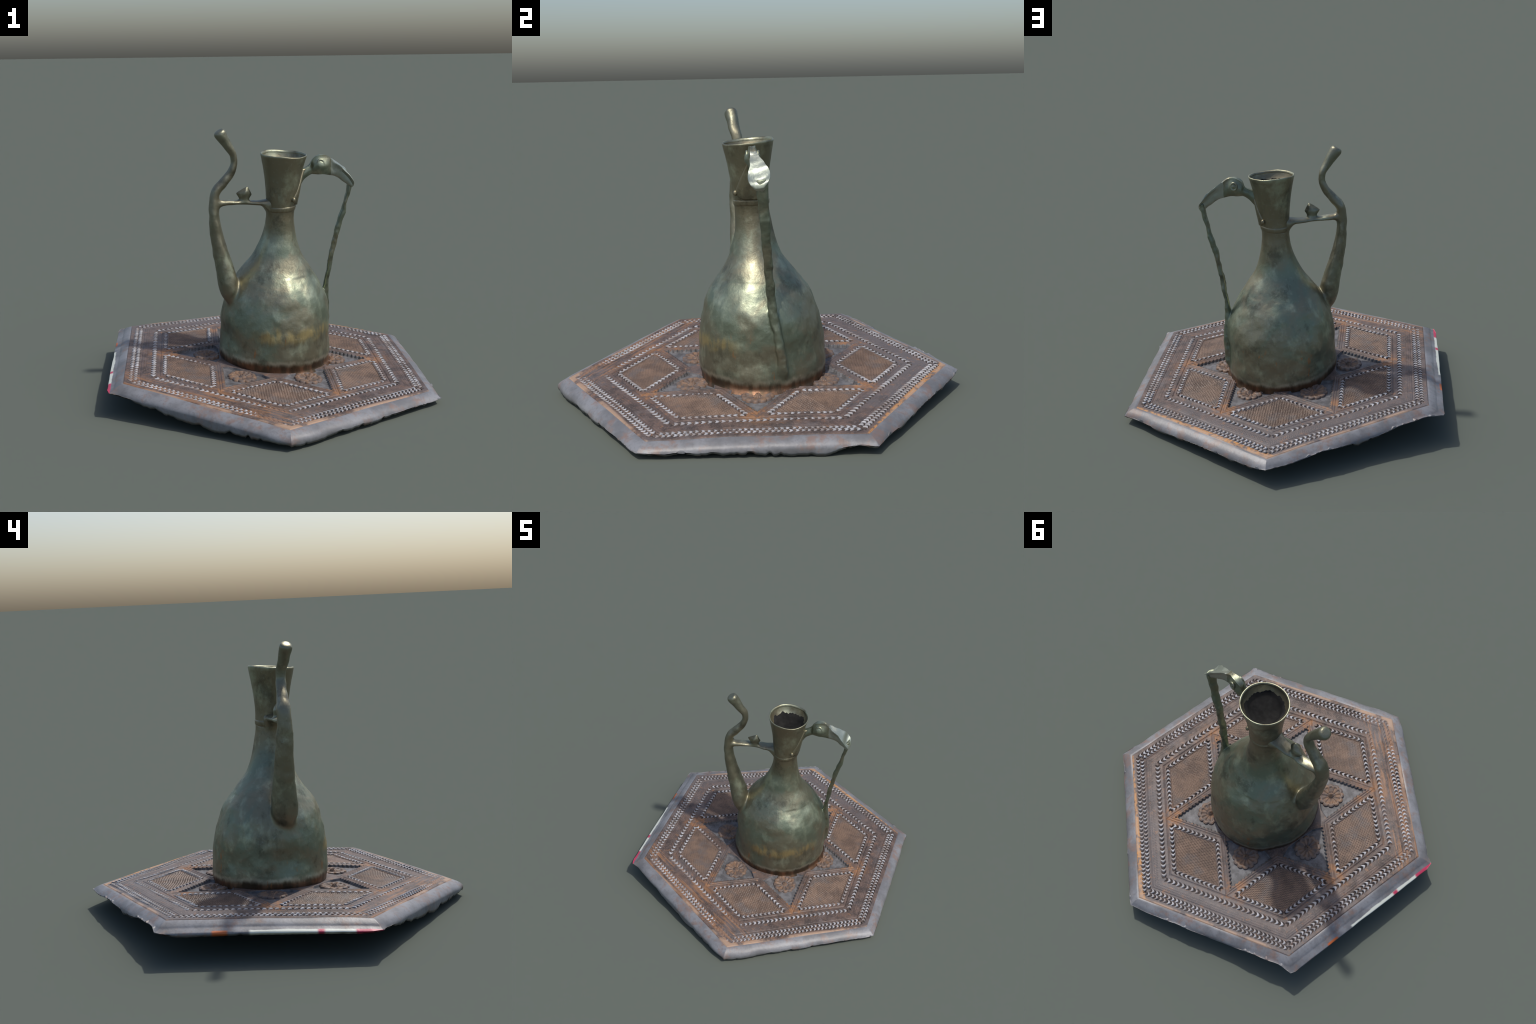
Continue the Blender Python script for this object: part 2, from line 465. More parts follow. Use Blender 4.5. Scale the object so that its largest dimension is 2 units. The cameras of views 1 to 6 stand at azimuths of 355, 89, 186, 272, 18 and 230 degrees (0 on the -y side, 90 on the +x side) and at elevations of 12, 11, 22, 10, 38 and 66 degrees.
def build_board():
    NL = 270                                   # columns per side
    a_vals = np.r_[0.20, np.arange(0.235, AP - 1e-6, 0.0023), AP]
    cols = []
    H, K, XY, Kside = [], [], [], []
    for k in range(6):
        s = np.linspace(-1, 1, NL, endpoint=False)
        A, S = np.meshgrid(a_vals, s, indexing="ij")
        Lt = S * A / SQ3
        h, kind = relief(A, Lt, k)
        XY.append(place(A, Lt, k)); H.append(h); K.append(kind); Kside.append(np.full(A.shape, k))
    XY, H, K, Kside = (np.concatenate(v, 1) for v in (XY, H, K, Kside))
    Z = plane_z(XY[..., 0], XY[..., 1]) + H
    W = XY.shape[1]
    top = np.dstack([XY, Z])
    # the moulding: falls outwards, then turns under to a ragged lower lip
    ucol = np.arange(W) / NL                   # side number + fraction along the side
    dcol = np.interp(ucol, [p[0] for p in LIP], [p[1] for p in LIP])
    left = np.clip((ucol - 2.93) / 0.10, 0, 1) * np.clip((4.05 - ucol) / 0.10, 0, 1)
    front_left = np.clip((ucol - 3.95) / 0.15, 0, 1) * np.clip((4.95 - ucol) / 0.15, 0, 1)
    rag = np.empty(W)
    for i in range(W):
        an = 2 * math.pi * i / W
        p = Vector((math.cos(an), math.sin(an), 0))
        rag[i] = 0.008 * mnoise.noise(p * 17 + Vector((3, 0, 0))) + 0.004 * mnoise.noise(p * 45 + Vector((0, 5, 0)))
        rag[i] -= 0.026 * max(0.0, mnoise.noise(p * 30 + Vector((0, 1, 4))) - 0.12)
    rag = np.where((ucol >= 3) & (ucol < 4), rag * 0.25, rag)
    prof = [(0.006, -0.0035, 0), (0.014, -0.0065, 0), (0.024, -0.0105, 0), (0.034, -0.016, 0), (0.043, -0.022, 0),
            (0.050, -0.029, 0), (0.055, -0.036, 0.1), (0.057, -0.044, 0.3), (0.057, -0.80, 0.6), (0.052, -1.0, 1),
            (0.030, -0.80, 0.3), (-0.05, -0.55, 0)]
    # the two far tips are rubbed blunter than the rest
    tips_ad = np.exp(-((ucol - 5) / 0.05) ** 2) + np.exp(-((ucol - 2) / 0.05) ** 2)
    rows = [top]
    edge_xy = XY[-1]; edge_z = plane_z(edge_xy[:, 0], edge_xy[:, 1])
    prev = np.zeros(W)
    wob = np.array([mnoise.noise(Vector((math.cos(2*math.pi*i/W), math.sin(2*math.pi*i/W), 0)) * 9) for i in range(W)])
    for n_row, (o, dz, r) in enumerate(prof):
        stretch = 1 + 0.08 * wob + 0.06 * front_left + - 0.10 * tips_ad + left * (0.04 if dz > -0.5 and n_row < 6 else 0.46) * (o > 0.025)
        q = (AP + o * stretch) / AP
        xy = edge_xy * q[:, None]
        if dz > -0.5:
            zz = -np.minimum(-dz * np.ones(W), dcol * 0.9)
        else:
            zz = dz * dcol - r * rag
        rows.append(np.dstack([xy[None], (edge_z + zz)[None]]))
    n_top = len(a_vals)
    V = np.concatenate(rows, 0)
    V[..., 2] = np.maximum(V[..., 2], 0.0)
    R = V.shape[0]
    flat = V.reshape(-1, 3)
    centre = len(flat)
    idx = np.arange(R * W).reshape(R, W)
    nx = np.roll(idx, -1, 1)
    F = np.stack([idx[:-1], idx[1:], nx[1:], nx[:-1]], -1).reshape(-1, 4)
    # bottom cover and inner cover (hidden) are closed by rings meeting near the centre
    kf = np.full((R - 1, W), 4)
    kf[:n_top - 1] = np.maximum(K[:-1], 0)
    side_f = np.tile((np.arange(W) // NL)[None], (R - 1, 1))
    frac_f = np.tile((np.arange(W) % NL)[None], (R - 1, 1))
    # rhombi belong to a corner: join the two half sectors
    corner_f = (side_f + (frac_f >= NL // 2)) % 6
    kf, side_f, corner_f = kf.ravel(), side_f.ravel(), corner_f.ravel()
    # vertex normals of the whole surface
    P = flat[F]
    fn = np.cross(P[:, 2] - P[:, 0], P[:, 3] - P[:, 1])
    vn = np.zeros_like(flat)
    for j in range(4):
        np.add.at(vn, F[:, j], fn)
    vn /= np.maximum(np.linalg.norm(vn, axis=1), 1e-12)[:, None]

    def part(name, sel, mats, fm=None, extra=None):
        f = F[sel]
        used, inv = np.unique(f, return_inverse=True)
        return mesh_obj(name, flat[used], inv.reshape(-1, 4), mats, board, face_mat=fm, normals=vn[used])
    s = (kf == 0) | (kf == 3)
    carved = part("carved_top", s, [M_TOP, M_CUT_SHADE], (kf[s] == 3).astype(int))
    part("edge_moulding", kf == 4, M_EDGE)
    for k in range(6):
        part("star_recess", (kf == 1) & (side_f == k), M_PIT)
    for k in range(6):
        part("stippled_rhombus", (kf == 2) & (corner_f == k), M_FIELD)
    # underside panel
    n = 48
    ring = [tuple(np.r_[edge_xy[i] * 0.97, edge_z[i] - 0.030]) for i in range(0, W, W // 180)]
    verts = ring + [(0, 0, 0.1288 - 0.040)]
    faces = [((i + 1) % len(ring), i, len(ring)) for i in range(len(ring))]
    mesh_obj("underside", verts, faces, M_EDGE, board)
build_board()

def crescent(hw, pitch, rise):
    """closed raised crescent modelling the lit slope of a cut; local t (run), w (across), z"""
    m = 9
    w = np.linspace(-1, 1, m)
    bul = 0.42 * pitch * (1 - w * w)
    half = 0.27 * pitch * np.sqrt(np.clip(1 - w * w, 0, 1)) + 0.0004
    mid = bul + 0.27 * pitch
    V, F = [], []
    for i in range(m):
        z = rise * math.sqrt(max(0.0, 1 - w[i] ** 2)) + 0.0004
        for (t, zz) in ((mid[i] - half[i], -0.004), (mid[i] - 0.75 * half[i], 0.75 * z), (mid[i] + 0.1 * half[i], z),
                        (mid[i] + 0.8 * half[i], 0.55 * z), (mid[i] + half[i], -0.004)):
            V.append((t, w[i] * hw, zz))
    for i in range(m - 1):
        for j in range(4):
            a = i * 5 + j
            F.append((a, a + 1, a + 6, a + 5))
    F.append((0, 1, 2, 3, 4)); e = (m - 1) * 5
    F.append((e + 4, e + 3, e + 2, e + 1, e))
    F += [(i * 5 + 5, i * 5 + 9, i * 5 + 4, i * 5) for i in range(m - 1)]
    return np.array(V), F

def build_crescents():
    groups = {"inner_border_crescents": [0], "outer_border_crescents": [1, 2], "rhombus_border_crescents": [3, 4, 5, 6]}
    for name, ids in groups.items():
        V, F = [], []
        for k in range(6):
            for ri in ids:
                a0, l0, da, dl, L, hw, n = ROWS[ri]
                p = L / n
                for i in range(n):
                    t = i * p + random.uniform(-0.06, 0.06) * p
                    ac, lc = a0 + da * (t + p / 2), l0 + dl * (t + p / 2)
                    wr = float(wear(np.array(ac), np.array(lc), k))
                    rise = 0.0042 * (1 - 0.8 * wr) * random.uniform(0.75, 1.2)
                    v, f = crescent(hw * random.uniform(0.9, 1.05), p, rise)
                    aa = a0 + da * (t + v[:, 0]) - dl * v[:, 1]
                    ll = l0 + dl * (t + v[:, 0]) + da * v[:, 1]
                    xy = place(aa, ll, k)
                    z = plane_z(xy[:, 0], xy[:, 1]) + v[:, 2]
                    b = len(V)
                    V += [(x, y, q) for (x, y), q in zip(xy, z)]
                    F += [tuple(b + j for j in ff) for ff in f]
        o = mesh_obj(name, V, F, M_CUT_LIGHT, board)
        o["kind"] = "stuff"
build_crescents()

def build_rosettes():
    nt, nr = 192, 32
    R0 = 0.076
    for k in range(6):
        V, F = [], []
        ph = random.uniform(0, 1)
        for i in range(nr + 2):
            r01 = min(1.0, i / nr)
            for j in range(nt):
                th = 2 * math.pi * j / nt
                pet = abs(math.cos(6 * th + ph))
                edge = R0 * (0.83 + 0.17 * math.sqrt(pet))
                r = edge * r01 * (1.03 if i > nr else 1)
                boss = math.exp(-(r / 0.0125) ** 4) * 0.013
                leaf = 0.0145 * (0.30 + 0.70 * r01 ** 2) * (0.45 + 0.55 * (1 - pet ** 2) if r01 < 0.74 else 1.0)
                leaf *= (1 - max(0, r01 - 0.86) / 0.14 * 0.45)
                ring = -0.003 * math.exp(-((r - 0.021) / 0.005) ** 2)
                z = (boss + leaf + ring if i <= nr else -0.004) - 0.0135
                a, l = 0.3565 + r * math.cos(th), r * math.sin(th)
                xy = place(np.array(a), np.array(l), k)
                V.append((xy[0], xy[1], float(plane_z(xy[0], xy[1])) + z))
        for i in range(nr + 1):
            for j in range(nt):
                a, b = i * nt + j, i * nt + (j + 1) % nt
                F.append((a, a + nt, b + nt, b))
        mesh_obj("rosette", V, F, M_ROSE, board)
build_rosettes()

# ------------------------------------------------------------------ the ewer
EB = np.array([0.0445, 0.029, 0.118])          # foot of the ewer
ewer = empty("bronze_ewer", tuple(EB), "patinated bronze ewer with bird-head handle and curved spout", "ewer")
LOC = lambda p: np.asarray(p, float) - EB

# z, centre x, centre y, radius x, radius y (world)
PROFILE = np.array([
    (1.250, .0950, -.0205, .1250, .1225), (1.190, .0925, -.0190, .1100, .1105), (1.135, .0900, -.0170, .0990, .1000),
    (1.080, .0880, -.0160, .0915, .0925), (1.030, .0850, -.0150, .0860, .0880), (0.970, .0790, -.0110, .0785, .0835),
    (0.930, .0750, -.0080, .0745, .0815), (0.870, .0725, -.0030, .0785, .0855), (0.820, .0700, .0000, .0885, .0925),
    (0.750, .0620, .0005, .1130, .1120), (0.700, .0580, .0040, .1370, .1300), (0.640, .0530, .0120, .1820, .1680),
    (0.600, .0490, .0150, .2100, .1960), (0.540, .0480, .0165, .2450, .2390), (0.450, .0490, .0190, .2820, .2720),
    (0.360, .0455, .0225, .2985, .2960), (0.270, .0440, .0260, .3040, .3050), (0.160, .0445, .0290, .3020, .3090),
    (0.130, .0445, .0300, .2980, .3050), (0.112, .0445, .0300, .2990, .3060), (0.098, .0445, .0300, .3060, .3130), (0.080, .0445, .0300, .3180, .3250)])
def prof(z):
    return [interp_smooth(z, PROFILE[:, 0], PROFILE[:, j]) for j in (1, 2, 3, 4)]

def lathe_rows(zs, inset=0.0, n=192, dents=1.0):
    th = np.linspace(0, 2 * math.pi, n, endpoint=False)
    rings = []
    for z in zs:
        cx, cy, rx, ry = prof(np.array(z))
        x = cx + (rx - inset) * np.cos(th)
        y = cy + (ry - inset) * np.sin(th)
        zz = np.full(n, z)
        if z > 1.0:                             # the mouth is tilted and wavy
            f = ((z - 1.0) / 0.25) ** 2
            zz = zz + f * (-0.05 * (x - cx) + 0.075 * (y - cy))
            zz = zz + f * 0.0026 * (np.sin(3 * th + 1) * 0.6 + np.sin(5 * th + 4) * 0.35 + 0.15 * np.sin(11 * th + 2))
        # one broad swelling towards the handle and a flat beside the spout
        for (an, zc, w_a, w_z, amt) in ((42, 0.41, 30, 0.09, 0.013), (146, 0.27, 18, 0.07, -0.013), (200, 0.285, 16, 0.05, -0.014), (214, 0.15, 45, 0.05, 0.009)):
            da = (np.degrees(th) - an + 180) % 360 - 180
            push = amt * np.exp(-(da / w_a) ** 2 - ((z - zc) / w_z) ** 2)
            x = x + push * np.cos(th); y = y + push * np.sin(th)
        if dents:
            amp = dents * (0.0090 if z < 0.6 else 0.0032)
            d = np.array([mnoise.noise(Vector((a, b, c)) * 5.5) * 0.65 + 0.45 * mnoise.noise(Vector((a, b, c)) * 15) + 0.16 * mnoise.noise(Vector((a, b, c)) * 34)
                          for a, b, c in zip(x, y, zz)]) * amp
            x = x + d * np.cos(th); y = y + d * np.sin(th)
        rings.append(np.stack([x, y, zz], 1) - EB)
    return rings

# body: foot to collar, with a closed foot
body_z = np.r_[0.08, 0.095, np.linspace(0.11, 0.955, 110)]
v, f = loft(lathe_rows(body_z), closed_ends=False)
c = len(v); v.append(tuple(LOC((0.0445, 0.03, 0.08))))
f += [((j + 1) % 192, j, c) for j in range(192)]
top_c = len(v); v.append(tuple(np.mean(np.array(v[-193:-1]), 0)))
last = (len(body_z) - 1) * 192
f += [(last + j, last + (j + 1) % 192, top_c) for j in range(192)]
SHELLS = {"body": (v, f)}

# neck: outside up to the lip, over it, and down inside to a dark floor
out_z = np.linspace(0.955, 1.247, 44)
rings = lathe_rows(out_z)
lip = lathe_rows([1.2505], inset=0.003)
wall = lathe_rows([1.247, 1.240], inset=0.0075, dents=0.6)
v, f = loft(rings + lip + wall, closed_ends=False)
neck = mesh_obj("neck", v, f, M_BRONZE, ewer)

# inside of the neck: a dark funnel that is closed off a little below the mouth
funnel = wall[-1:]
for t in np.linspace(0.06, 1, 24):
    funnel += lathe_rows([1.240 - 0.055 * t], inset=0.0065 + 0.020 * t ** 2, dents=0.6)
v, f = loft(funnel, closed_ends=False)
mesh_obj("neck_lining", v, f, M_BRONZE, ewer)
# near-black floor below the lip: darkness of the deep mouth modelled as a surface
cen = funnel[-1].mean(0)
shade_edge = []
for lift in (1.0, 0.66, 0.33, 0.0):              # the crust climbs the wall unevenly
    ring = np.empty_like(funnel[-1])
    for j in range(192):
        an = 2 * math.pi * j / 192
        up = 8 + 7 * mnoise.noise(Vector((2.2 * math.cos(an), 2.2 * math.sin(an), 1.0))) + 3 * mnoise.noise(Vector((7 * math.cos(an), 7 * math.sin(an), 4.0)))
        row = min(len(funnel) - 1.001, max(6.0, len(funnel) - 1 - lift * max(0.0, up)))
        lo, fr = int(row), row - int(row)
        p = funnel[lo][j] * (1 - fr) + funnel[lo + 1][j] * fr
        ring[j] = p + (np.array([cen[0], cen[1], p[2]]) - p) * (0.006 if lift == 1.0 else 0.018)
    shade_edge.append(ring)
plug = shade_edge
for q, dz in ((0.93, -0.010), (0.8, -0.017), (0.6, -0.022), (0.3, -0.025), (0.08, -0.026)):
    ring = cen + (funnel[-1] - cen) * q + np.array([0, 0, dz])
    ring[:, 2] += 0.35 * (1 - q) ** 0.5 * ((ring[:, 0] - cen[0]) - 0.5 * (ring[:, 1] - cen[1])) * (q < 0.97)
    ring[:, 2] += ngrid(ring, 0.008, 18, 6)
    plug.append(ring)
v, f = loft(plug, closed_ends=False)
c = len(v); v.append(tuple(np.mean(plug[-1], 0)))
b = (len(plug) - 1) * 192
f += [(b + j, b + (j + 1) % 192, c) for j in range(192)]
mesh_obj("mouth_shade_plug", v, f, M_MOUTH_SHADE, ewer)

# collar ring between body and neck
ring = []
th = np.linspace(0, 2 * math.pi, 120, endpoint=False)
for (dz, dr) in ((-0.019, -0.004), (-0.014, 0.0008), (-0.008, 0.0032), (0.0, 0.0026), (0.006, 0.0032), (0.012, 0.0008), (0.017, -0.004)):
    cx, cy, rx, ry = prof(np.array(0.962 + dz))
    ring.append(np.stack([cx + (rx + dr) * np.cos(th), cy + (ry + dr) * np.sin(th),
                          0.962 + dz + 0.004 * np.sin(th + 0.5)], 1) - EB)
v, f = loft(ring, closed_ends=False)
mesh_obj("collar", v, f, M_BRONZE, ewer)

def rough_up(verts, amp, scale, seed):
    V = np.array(verts)
    for j in range(3):
        V[:, j] += ngrid(V, amp, scale, seed + j * 7.3)
    return V

# spout: a swelling S-curve, x y z, half thickness in its plane, half width across
SPOUT = [(-0.172, -0.066, 0.415, .010, .022), (-0.190, -0.066, 0.460, .028, .044), (-0.203, -0.066, 0.510, .047, .062), (-0.213, -0.067, 0.56, .054, .069), (-0.220, -0.067, 0.604, .053, .067),
         (-0.238, -0.069, 0.682, .047, .059), (-0.256, -0.072, 0.759, .040, .053), (-0.271, -0.076, 0.832, .034, .047),
         (-0.282, -0.082, 0.920, .028, .043), (-0.284, -0.084, 1.000, .026, .041), (-0.273, -0.082, 1.060, .025, .037),
         (-0.230, -0.079, 1.113, .0245, .031), (-0.188, -0.073, 1.168, .0210, .027), (-0.1715, -0.073, 1.212, .0180, .026),
         (-0.176, -0.077, 1.252, .0190, .026), (-0.206, -0.091, 1.305, .025, .029), (-0.230, -0.100, 1.345, .0305, .031),
         (-0.242, -0.104, 1.363, .033, .032), (-0.247, -0.106, 1.372, .0325, .031), (-0.2495, -0.107, 1.3765, .029, .028)]
sp = resample(SPOUT, 110)
rings = tube_rings(sp, n=32, power=2.1, ridge=0.0)
tip = rings[-1]; cen = tip.mean(0)
axis = np.array([-0.5, -0.17, 0.85]); axis /= np.linalg.norm(axis)
rings += [cen + (tip - cen) * 0.84 + axis * 0.004, cen + (tip - cen) * 0.55 + axis * 0.006, cen + (tip - cen) * 0.25 + axis * 0.006]
v, f = loft([r - EB for r in rings])
SHELLS["spout"] = (rough_up(v, 0.0035, 22, 3), f)

# raised seam that runs down the inner side of the spout
seam = resample([(-0.262, -0.078, 0.985, .010, .009), (-0.258, -0.076, 0.93, .0075, .010), (-0.243, -0.072, 0.85, .0065, .010),
                 (-0.221, -0.068, 0.77, .006, .009), (-0.196, -0.066, 0.69, .005, .008), (-0.170, -0.066, 0.605, .004, .006)], 40)
v, f = loft([r - EB for r in tube_rings(seam, n=12)])
SHELLS["seam"] = (rough_up(v, 0.003, 40, 5), f)

# strut from spout to neck (flat strap flaring at both ends) and its bud
STRUT = [(-0.285, -0.084, 1.004, .034, .032), (-0.262, -0.079, 1.004, .025, .031), (-0.235, -0.071, 1.003, .0165, .028), (-0.18, -0.054, 1.001, .0120, .028),
         (-0.12, -0.041, 0.997, .0110, .031), (-0.06, -0.031, 0.993, .0120, .034), (-0.025, -0.027, 0.990, .0155, .037),
         (-0.008, -0.025, 0.986, .023, .042), (0.006, -0.023, 0.981, .036, .048), (0.018, -0.021, 0.978, .048, .052), (0.034, -0.02, 0.976, .052, .052)]
v, f = loft([r - EB for r in tube_rings(resample(STRUT, 60), n=24, power=2.4)])
SHELLS["strut"] = (rough_up(v, 0.0025, 30, 9), f)
def bud():
    # a worn knob: waisted stem, wide shoulders and a pointed, tilted crown
    P = [(0.000, .028, .024, 0, 0), (0.010, .027, .022, 0, 0), (0.022, .030, .023, -.002, 0), (0.038, .040, .026, -.003, -.002),
         (0.050, .042, .026, -.001, -.004), (0.062, .033, .022, .004, -.006), (0.076, .020, .015, .009, -.008), (0.089, .006, .005, .014, -.010), (0.092, .001, .001, .015, -.011)]
    rings = []
    ang = np.linspace(0, 2 * math.pi, 28, endpoint=False)
    for (h, wx, wy, ox, oy) in P:
        cc, ss = np.cos(ang), np.sin(ang)
        r = (np.abs(cc) ** 1.3 + np.abs(ss) ** 1.3) ** (-1 / 1.3)
        rings.append(np.stack([-0.119 + ox + wx * cc * r, -0.047 + oy + wy * ss * r, 0.998 + h * 0.97 + 0.10 * wx * -cc * r * (h > 0.03)], 1) - EB)
    return loft(rings)
v, f = bud()
SHELLS["bud"] = (rough_up(v, 0.004, 38, 2), f)

# handle: flat wavy rod that lies down on the belly
ROD = [(0.462, 0.040, 1.105, .012, .026), (0.462, 0.042, 1.075, .0125, .026), (0.455, 0.042, 1.043, .0115, .0235), (0.447, 0.044, 0.998, .011, .0225), (0.433, 0.048, 0.948, .0125, .0215),
       (0.417, 0.052, 0.885, .0135, .0215), (0.399, 0.053, 0.829, .0125, .020), (0.388, 0.057, 0.777, .0125, .020),
       (0.377, 0.060, 0.725, .0135, .0195), (0.366, 0.063, 0.679, .0125, .0195), (0.356, 0.067, 0.603, .0115, .020),
       (0.345, 0.072, 0.550, .010, .0195), (0.340, 0.077, 0.505, .014, .020), (0.341, 0.086, 0.445, .017, .019),
       (0.345, 0.098, 0.385, .016, .019), (0.347, 0.108, 0.320, .015, .020), (0.344, 0.116, 0.255, .015, .021), (0.338, 0.119, 0.200, .015, .025), (0.326, 0.120, 0.168, .012, .021)]
rod = resample(ROD, 130)
wv = np.array([mnoise.noise(Vector((0, 0, z * 15))) for z in rod[:, 2]])
rod[:, 3] *= 1 + 0.34 * wv
rod[:, 4] *= 1 + 0.18 * np.array([mnoise.noise(Vector((9, 0, z * 19))) for z in rod[:, 2]])
rod[:, 3:] *= 1.04
rod[:, 0] += 0.004 * np.array([mnoise.noise(Vector((5, 0, z * 20))) for z in rod[:, 2]]) * (rod[:, 2] > 0.55)
v, f = loft([r - EB for r in tube_rings(rod, n=24, power=2.6)])
SHELLS["handle"] = (rough_up(rough_up(v, 0.0045, 19, 4), 0.0030, 45, 11), f)

def fuse(shells, voxel=0.0036):
    """grow the closed shells into one casting, round the joints, and cut it up again by part"""
    V, F = [], []
    for sv, sf in shells.values():
        b = len(V)
        V += [tuple(p) for p in sv]
        F += [tuple(b + i for i in q) for q in sf]
    me = bpy.data.meshes.new("casting")
    me.from_pydata(V, [], F)
    bm = bmesh.new(); bm.from_mesh(me)
    bmesh.ops.recalc_face_normals(bm, faces=bm.faces)
    bm.to_mesh(me); bm.free()
    tmp = link(bpy.data.objects.new("casting", me))
    mod = tmp.modifiers.new("fuse", "REMESH")
    mod.mode, mod.voxel_size, mod.adaptivity = "VOXEL", voxel, 0.0
    ev = tmp.evaluated_get(bpy.context.evaluated_depsgraph_get())
    out = ev.to_mesh()
    P = np.empty(len(out.vertices) * 3); out.vertices.foreach_get("co", P); P = P.reshape(-1, 3)
    quads = np.array([tuple(p.vertices) for p in out.polygons if len(p.vertices) == 4])
    E = np.empty(len(out.edges) * 2, np.int32); out.edges.foreach_get("vertices", E); E = E.reshape(-1, 2)
    ev.to_mesh_clear()
    bpy.data.objects.remove(tmp); bpy.data.meshes.remove(me)
    trees = [BVHTree.FromPolygons([tuple(p) for p in sv], [tuple(q) for q in sf]) for sv, sf in shells.values()]
    D = np.full((len(P), len(trees)), 1.0)
    for j, t in enumerate(trees):
        for i, p in enumerate(P):
            hit = t.find_nearest(Vector(p), 0.06)
            if hit[0] is not None:
                D[i, j] = hit[3]
    two = np.sort(D, 1)[:, 1]
    mask = np.clip(1 - (two - 0.006) / 0.030, 0, 1)
    h = list(shells).index("handle")
    mask *= 1 - 0.85 * np.clip(1 - D[:, h] / 0.03, 0, 1)
    deg = np.bincount(E.ravel(), minlength=len(P)).astype(float)
    def smooth(P, w, times):
        for _ in range(times):
            acc = np.zeros_like(P)
            for c in range(3):
                acc[:, c] = (np.bincount(E[:, 0], P[E[:, 1], c], len(P)) + np.bincount(E[:, 1], P[E[:, 0], c], len(P)))
            P = P + w[:, None] * (acc / deg[:, None] - P)
        return P
    P = smooth(P, 0.25 + 0.30 * mask, 4)
    P = smooth(P, 0.6 * mask, 55)
    fn = np.cross(P[quads[:, 2]] - P[quads[:, 0]], P[quads[:, 3]] - P[quads[:, 1]])
    vn = np.zeros_like(P)
    for c in range(4):
        np.add.at(vn, quads[:, c], fn)
    vn /= np.maximum(np.linalg.norm(vn, axis=1), 1e-12)[:, None]
    owner = np.argmin(D[quads].mean(1), axis=1)
    return P, quads, vn, owner

P_all, Q_all, N_all, owner = fuse(SHELLS)
PART = {}
for j, (nm, par, mat) in enumerate((("body", None, M_BRONZE), ("spout", None, M_FITTING), ("seam", "spout", M_FITTING),
                                    ("strut", None, M_FITTING), ("bud", "strut", M_FITTING), ("handle", None, M_BRIGHT))):
    q = Q_all[owner == j]
    used, inv = np.unique(q, return_inverse=True)
    PART[nm] = mesh_obj(nm, P_all[used], inv.reshape(-1, 4), mat, PART.get(par, ewer), normals=N_all[used])
handle = PART["handle"]

# bird head of the handle: lofted from stations along the neck, head and spoon bill
# top x,z ; bottom x,z ; centre y ; half width top, middle, bottom
STATIONS = [
    ((0.185, 1.172), (0.185, 1.085), -0.006, .010, .016, .012),
    ((0.212, 1.178), (0.214, 1.120), -0.004, .009, .016, .010),
    ((0.236, 1.192), (0.240, 1.136), 0.000, .010, .020, .013),
    ((0.256, 1.226), (0.262, 1.139), 0.000, .013, .029, .018),
    ((0.280, 1.241), (0.285, 1.138), 0.000, .015, .033, .018),
    ((0.306, 1.243), (0.308, 1.138), 0.001, .013, .030, .017),
    ((0.330, 1.237), (0.334, 1.136), 0.002, .010, .020, .015),
    ((0.352, 1.221), (0.354, 1.132), 0.005, .014, .012, .014),
    ((0.382, 1.200), (0.376, 1.124), 0.011, .021, .014, .014),
    ((0.412, 1.178), (0.399, 1.111), 0.018, .031, .017, .016),
    ((0.440, 1.152), (0.422, 1.094), 0.024, .042, .022, .020),
    ((0.460, 1.128), (0.440, 1.080), 0.028, .049, .027, .023),
    ((0.473, 1.108), (0.452, 1.070), 0.029, .047, .029, .024),
    ((0.480, 1.090), (0.462, 1.062), 0.029, .036, .027, .022),
    ((0.481, 1.076), (0.470, 1.060), 0.029, .020, .018, .016)]
def bird():
    tab = np.array([(t[0], t[1], b[0], b[1], y, w0, w1, w2) for t, b, y, w0, w1, w2 in STATIONS])
    d = np.r_[0, np.cumsum(np.hypot(np.diff(tab[:, 0]), np.diff(tab[:, 1])))]
    u = np.linspace(0, d[-1], 100)
    R = np.stack([interp_smooth(u, d, tab[:, j]) for j in range(8)], 1)
    # half section from the top centre to the bottom centre
    sec = [(0.0, 0, 0.03), (0.6, 0, 0.0), (0.97, 0, 0.0), (1.0, 0, 0.06), (0.75, 0.2, 0.17), (0, 1.0, 0.36), (0, 1.02, 0.52), (0, 0.98, 0.66),
           (0, 0, 0.85), (0, 0, 0.97), (0, 0, 1.0)]
    rings = []
    for (tx, tz, bx, bz, y, w0, w1, w2) in R:
        half = []
        for i, (q0, q1, s) in enumerate(sec):
            if i <= 4:
                w = w0 * q0 + w1 * q1 * (i == 4)
            elif i <= 7:
                w = w1 * q1
            else:
                w = w2 * (0.95, 0.6, 0.0)[i - 8]
            half.append((w, s))
        dent = 0.30 * math.exp(-((tx - 0.462) / 0.013) ** 2)          # hollow in the spoon of the bill
        half = [(w, sq + dent * (1.0 if i < 1 else 0.85 if i < 2 else 0)) for i, (w, sq) in enumerate(half)]
        pts = [(tx + (bx - tx) * s, y + w, tz + (bz - tz) * s + w * 0.18 * (tx > 0.36) * (1 - s)) for w, s in half]
        pts += [(tx + (bx - tx) * s, y - w, tz + (bz - tz) * s - w * 0.18 * (tx > 0.36) * (1 - s)) for w, s in half[-2:0:-1]]
        rings.append(np.array(pts) - EB)
    return loft([r - np.array([0, 0, 0.005]) for r in rings])
v, f = bird()
HV = rough_up(v, 0.0045, 24, 8)
for nm, mat, keep in (("bird_head", M_BRIGHT, lambda x: x <= 0.350), ("bill", M_BILL, lambda x: x > 0.350)):
    sel = [q for q in f if keep(np.mean([HV[i][0] for i in q]) + EB[0])]
    used = sorted({i for q in sel for i in q})
    remap = {i: j for j, i in enumerate(used)}
    ob = mesh_obj(nm, HV[used], [tuple(remap[i] for i in q) for q in sel], mat, handle)
    ob.data.set_sharp_from_angle(angle=math.radians(48))

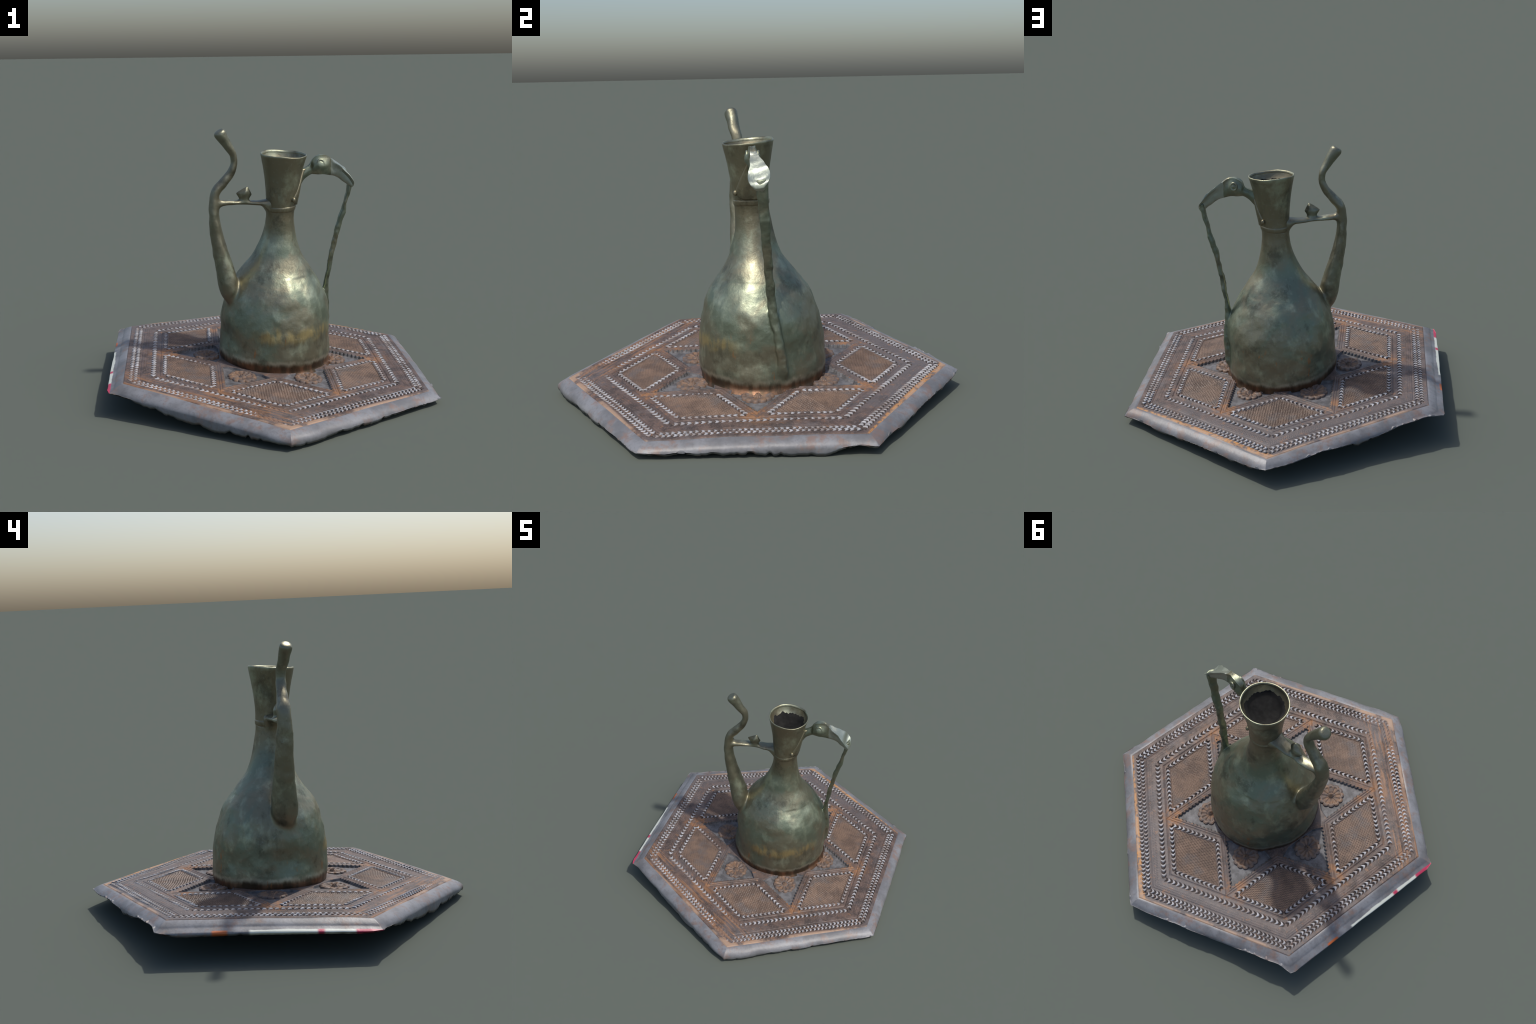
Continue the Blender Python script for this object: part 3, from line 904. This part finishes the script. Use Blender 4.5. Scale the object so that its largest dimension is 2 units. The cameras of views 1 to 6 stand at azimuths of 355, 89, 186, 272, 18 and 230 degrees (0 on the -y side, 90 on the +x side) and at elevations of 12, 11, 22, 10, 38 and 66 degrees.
def torus(R, r, centre, normal, n=36, m=10, squash=1.0):
    nrm = Vector(normal).normalized()
    q = nrm.to_track_quat("Z", "Y")
    V, F = [], []
    for i in range(n):
        a = 2 * math.pi * i / n
        for j in range(m):
            b = 2 * math.pi * j / m
            p = q @ Vector(((R + r * math.cos(b)) * math.cos(a), squash * (R + r * math.cos(b)) * math.sin(a), r * math.sin(b)))
            V.append(tuple(LOC(np.array(centre) + np.array(p))))
    for i in range(n):
        for j in range(m):
            F.append((i * m + j, ((i + 1) % n) * m + j, ((i + 1) % n) * m + (j + 1) % m, i * m + (j + 1) % m))
    return V, F
def knob(r, centre, stretch=(1, 1, 1), n=20, m=12):
    V, F = [], []
    for i in range(m + 1):
        a = math.pi * i / m
        for j in range(n):
            b = 2 * math.pi * j / n
            V.append(tuple(LOC(np.array(centre) + r * np.array(stretch) * np.array((math.sin(a) * math.cos(b), math.sin(a) * math.sin(b), math.cos(a))))))
    for i in range(m):
        for j in range(n):
            F.append((i * n + j, (i + 1) * n + j, (i + 1) * n + (j + 1) % n, i * n + (j + 1) % n))
    return V, F
for sg in (-1, 1):
    V, F = torus(0.0165, 0.0055, (0.292, 0.001 + sg * 0.0275, 1.195), (0.1, sg, 0.1), squash=1.15)
    V2, F2 = knob(0.0095, (0.292, 0.001 + sg * 0.0275, 1.195), (1, 0.7, 1))
    F = F + [tuple(len(V) + i for i in q) for q in F2]
    mesh_obj("eye", V + V2, F, M_FITTING, handle)
# leaf-shaped mount that spreads from the bird's neck down onto the collar, with a boss at each lower corner
def mount():
    V, F = [], []
    nu, nv = 28, 24
    for side in (0, 1):
        for i in range(nu + 1):
            u = i / nu
            z = 1.165 - u * 0.185
            cx, cy, rx, ry = (float(q) for q in prof(np.array(z)))
            half = math.radians(4 + 50 * min(1, u / 0.80) ** 1.15 - 22 * max(0, (u - 0.80) / 0.2) ** 2)
            for j in range(nv + 1):
                s = j / nv * 2 - 1
                an = math.radians(2) + s * half
                edge = (1 - abs(s) ** 8)
                lift = 0.0085 * edge * (1 - 0.45 * math.exp(-(s / 0.3) ** 2) * (u > 0.15)) if side == 0 else -0.006
                lift += 0.012 * max(0, 1 - u / 0.28) ** 1.6 * math.exp(-(s / 0.7) ** 2) * (side == 0)
                x, y = cx + (rx + lift) * math.cos(an), cy + (ry + lift) * math.sin(an)
                V.append(tuple(LOC((x, y, z))))
    W = nv + 1
    off = (nu + 1) * W
    for i in range(nu):
        for j in range(nv):
            a = i * W + j
            F.append((a, a + W, a + W + 1, a + 1))
            b = off + a
            F.append((b + 1, b + W + 1, b + W, b))
    for i in range(nu):
        for j in (0, nv):
            a = i * W + j
            q = (a, a + W, off + a + W, off + a)
            F.append(q if j else q[::-1])
    for i in (0, nu):
        for j in range(nv):
            a = i * W + j
            q = (a, a + 1, off + a + 1, off + a)
            F.append(q if not i else q[::-1])
    return V, F
v, f = mount()
mnt = mesh_obj("leaf_mount", v, f, M_BRONZE, ewer)
for an in (-50, 54):
    cx, cy, rx, ry = (float(q) for q in prof(np.array(1.012)))
    a = math.radians(an)
    V, F = knob(0.011, (cx + (rx + 0.004) * math.cos(a), cy + (ry + 0.004) * math.sin(a), 1.010), (1, 1, 1.25))
    mesh_obj("boss", V, F, M_BRONZE, mnt)
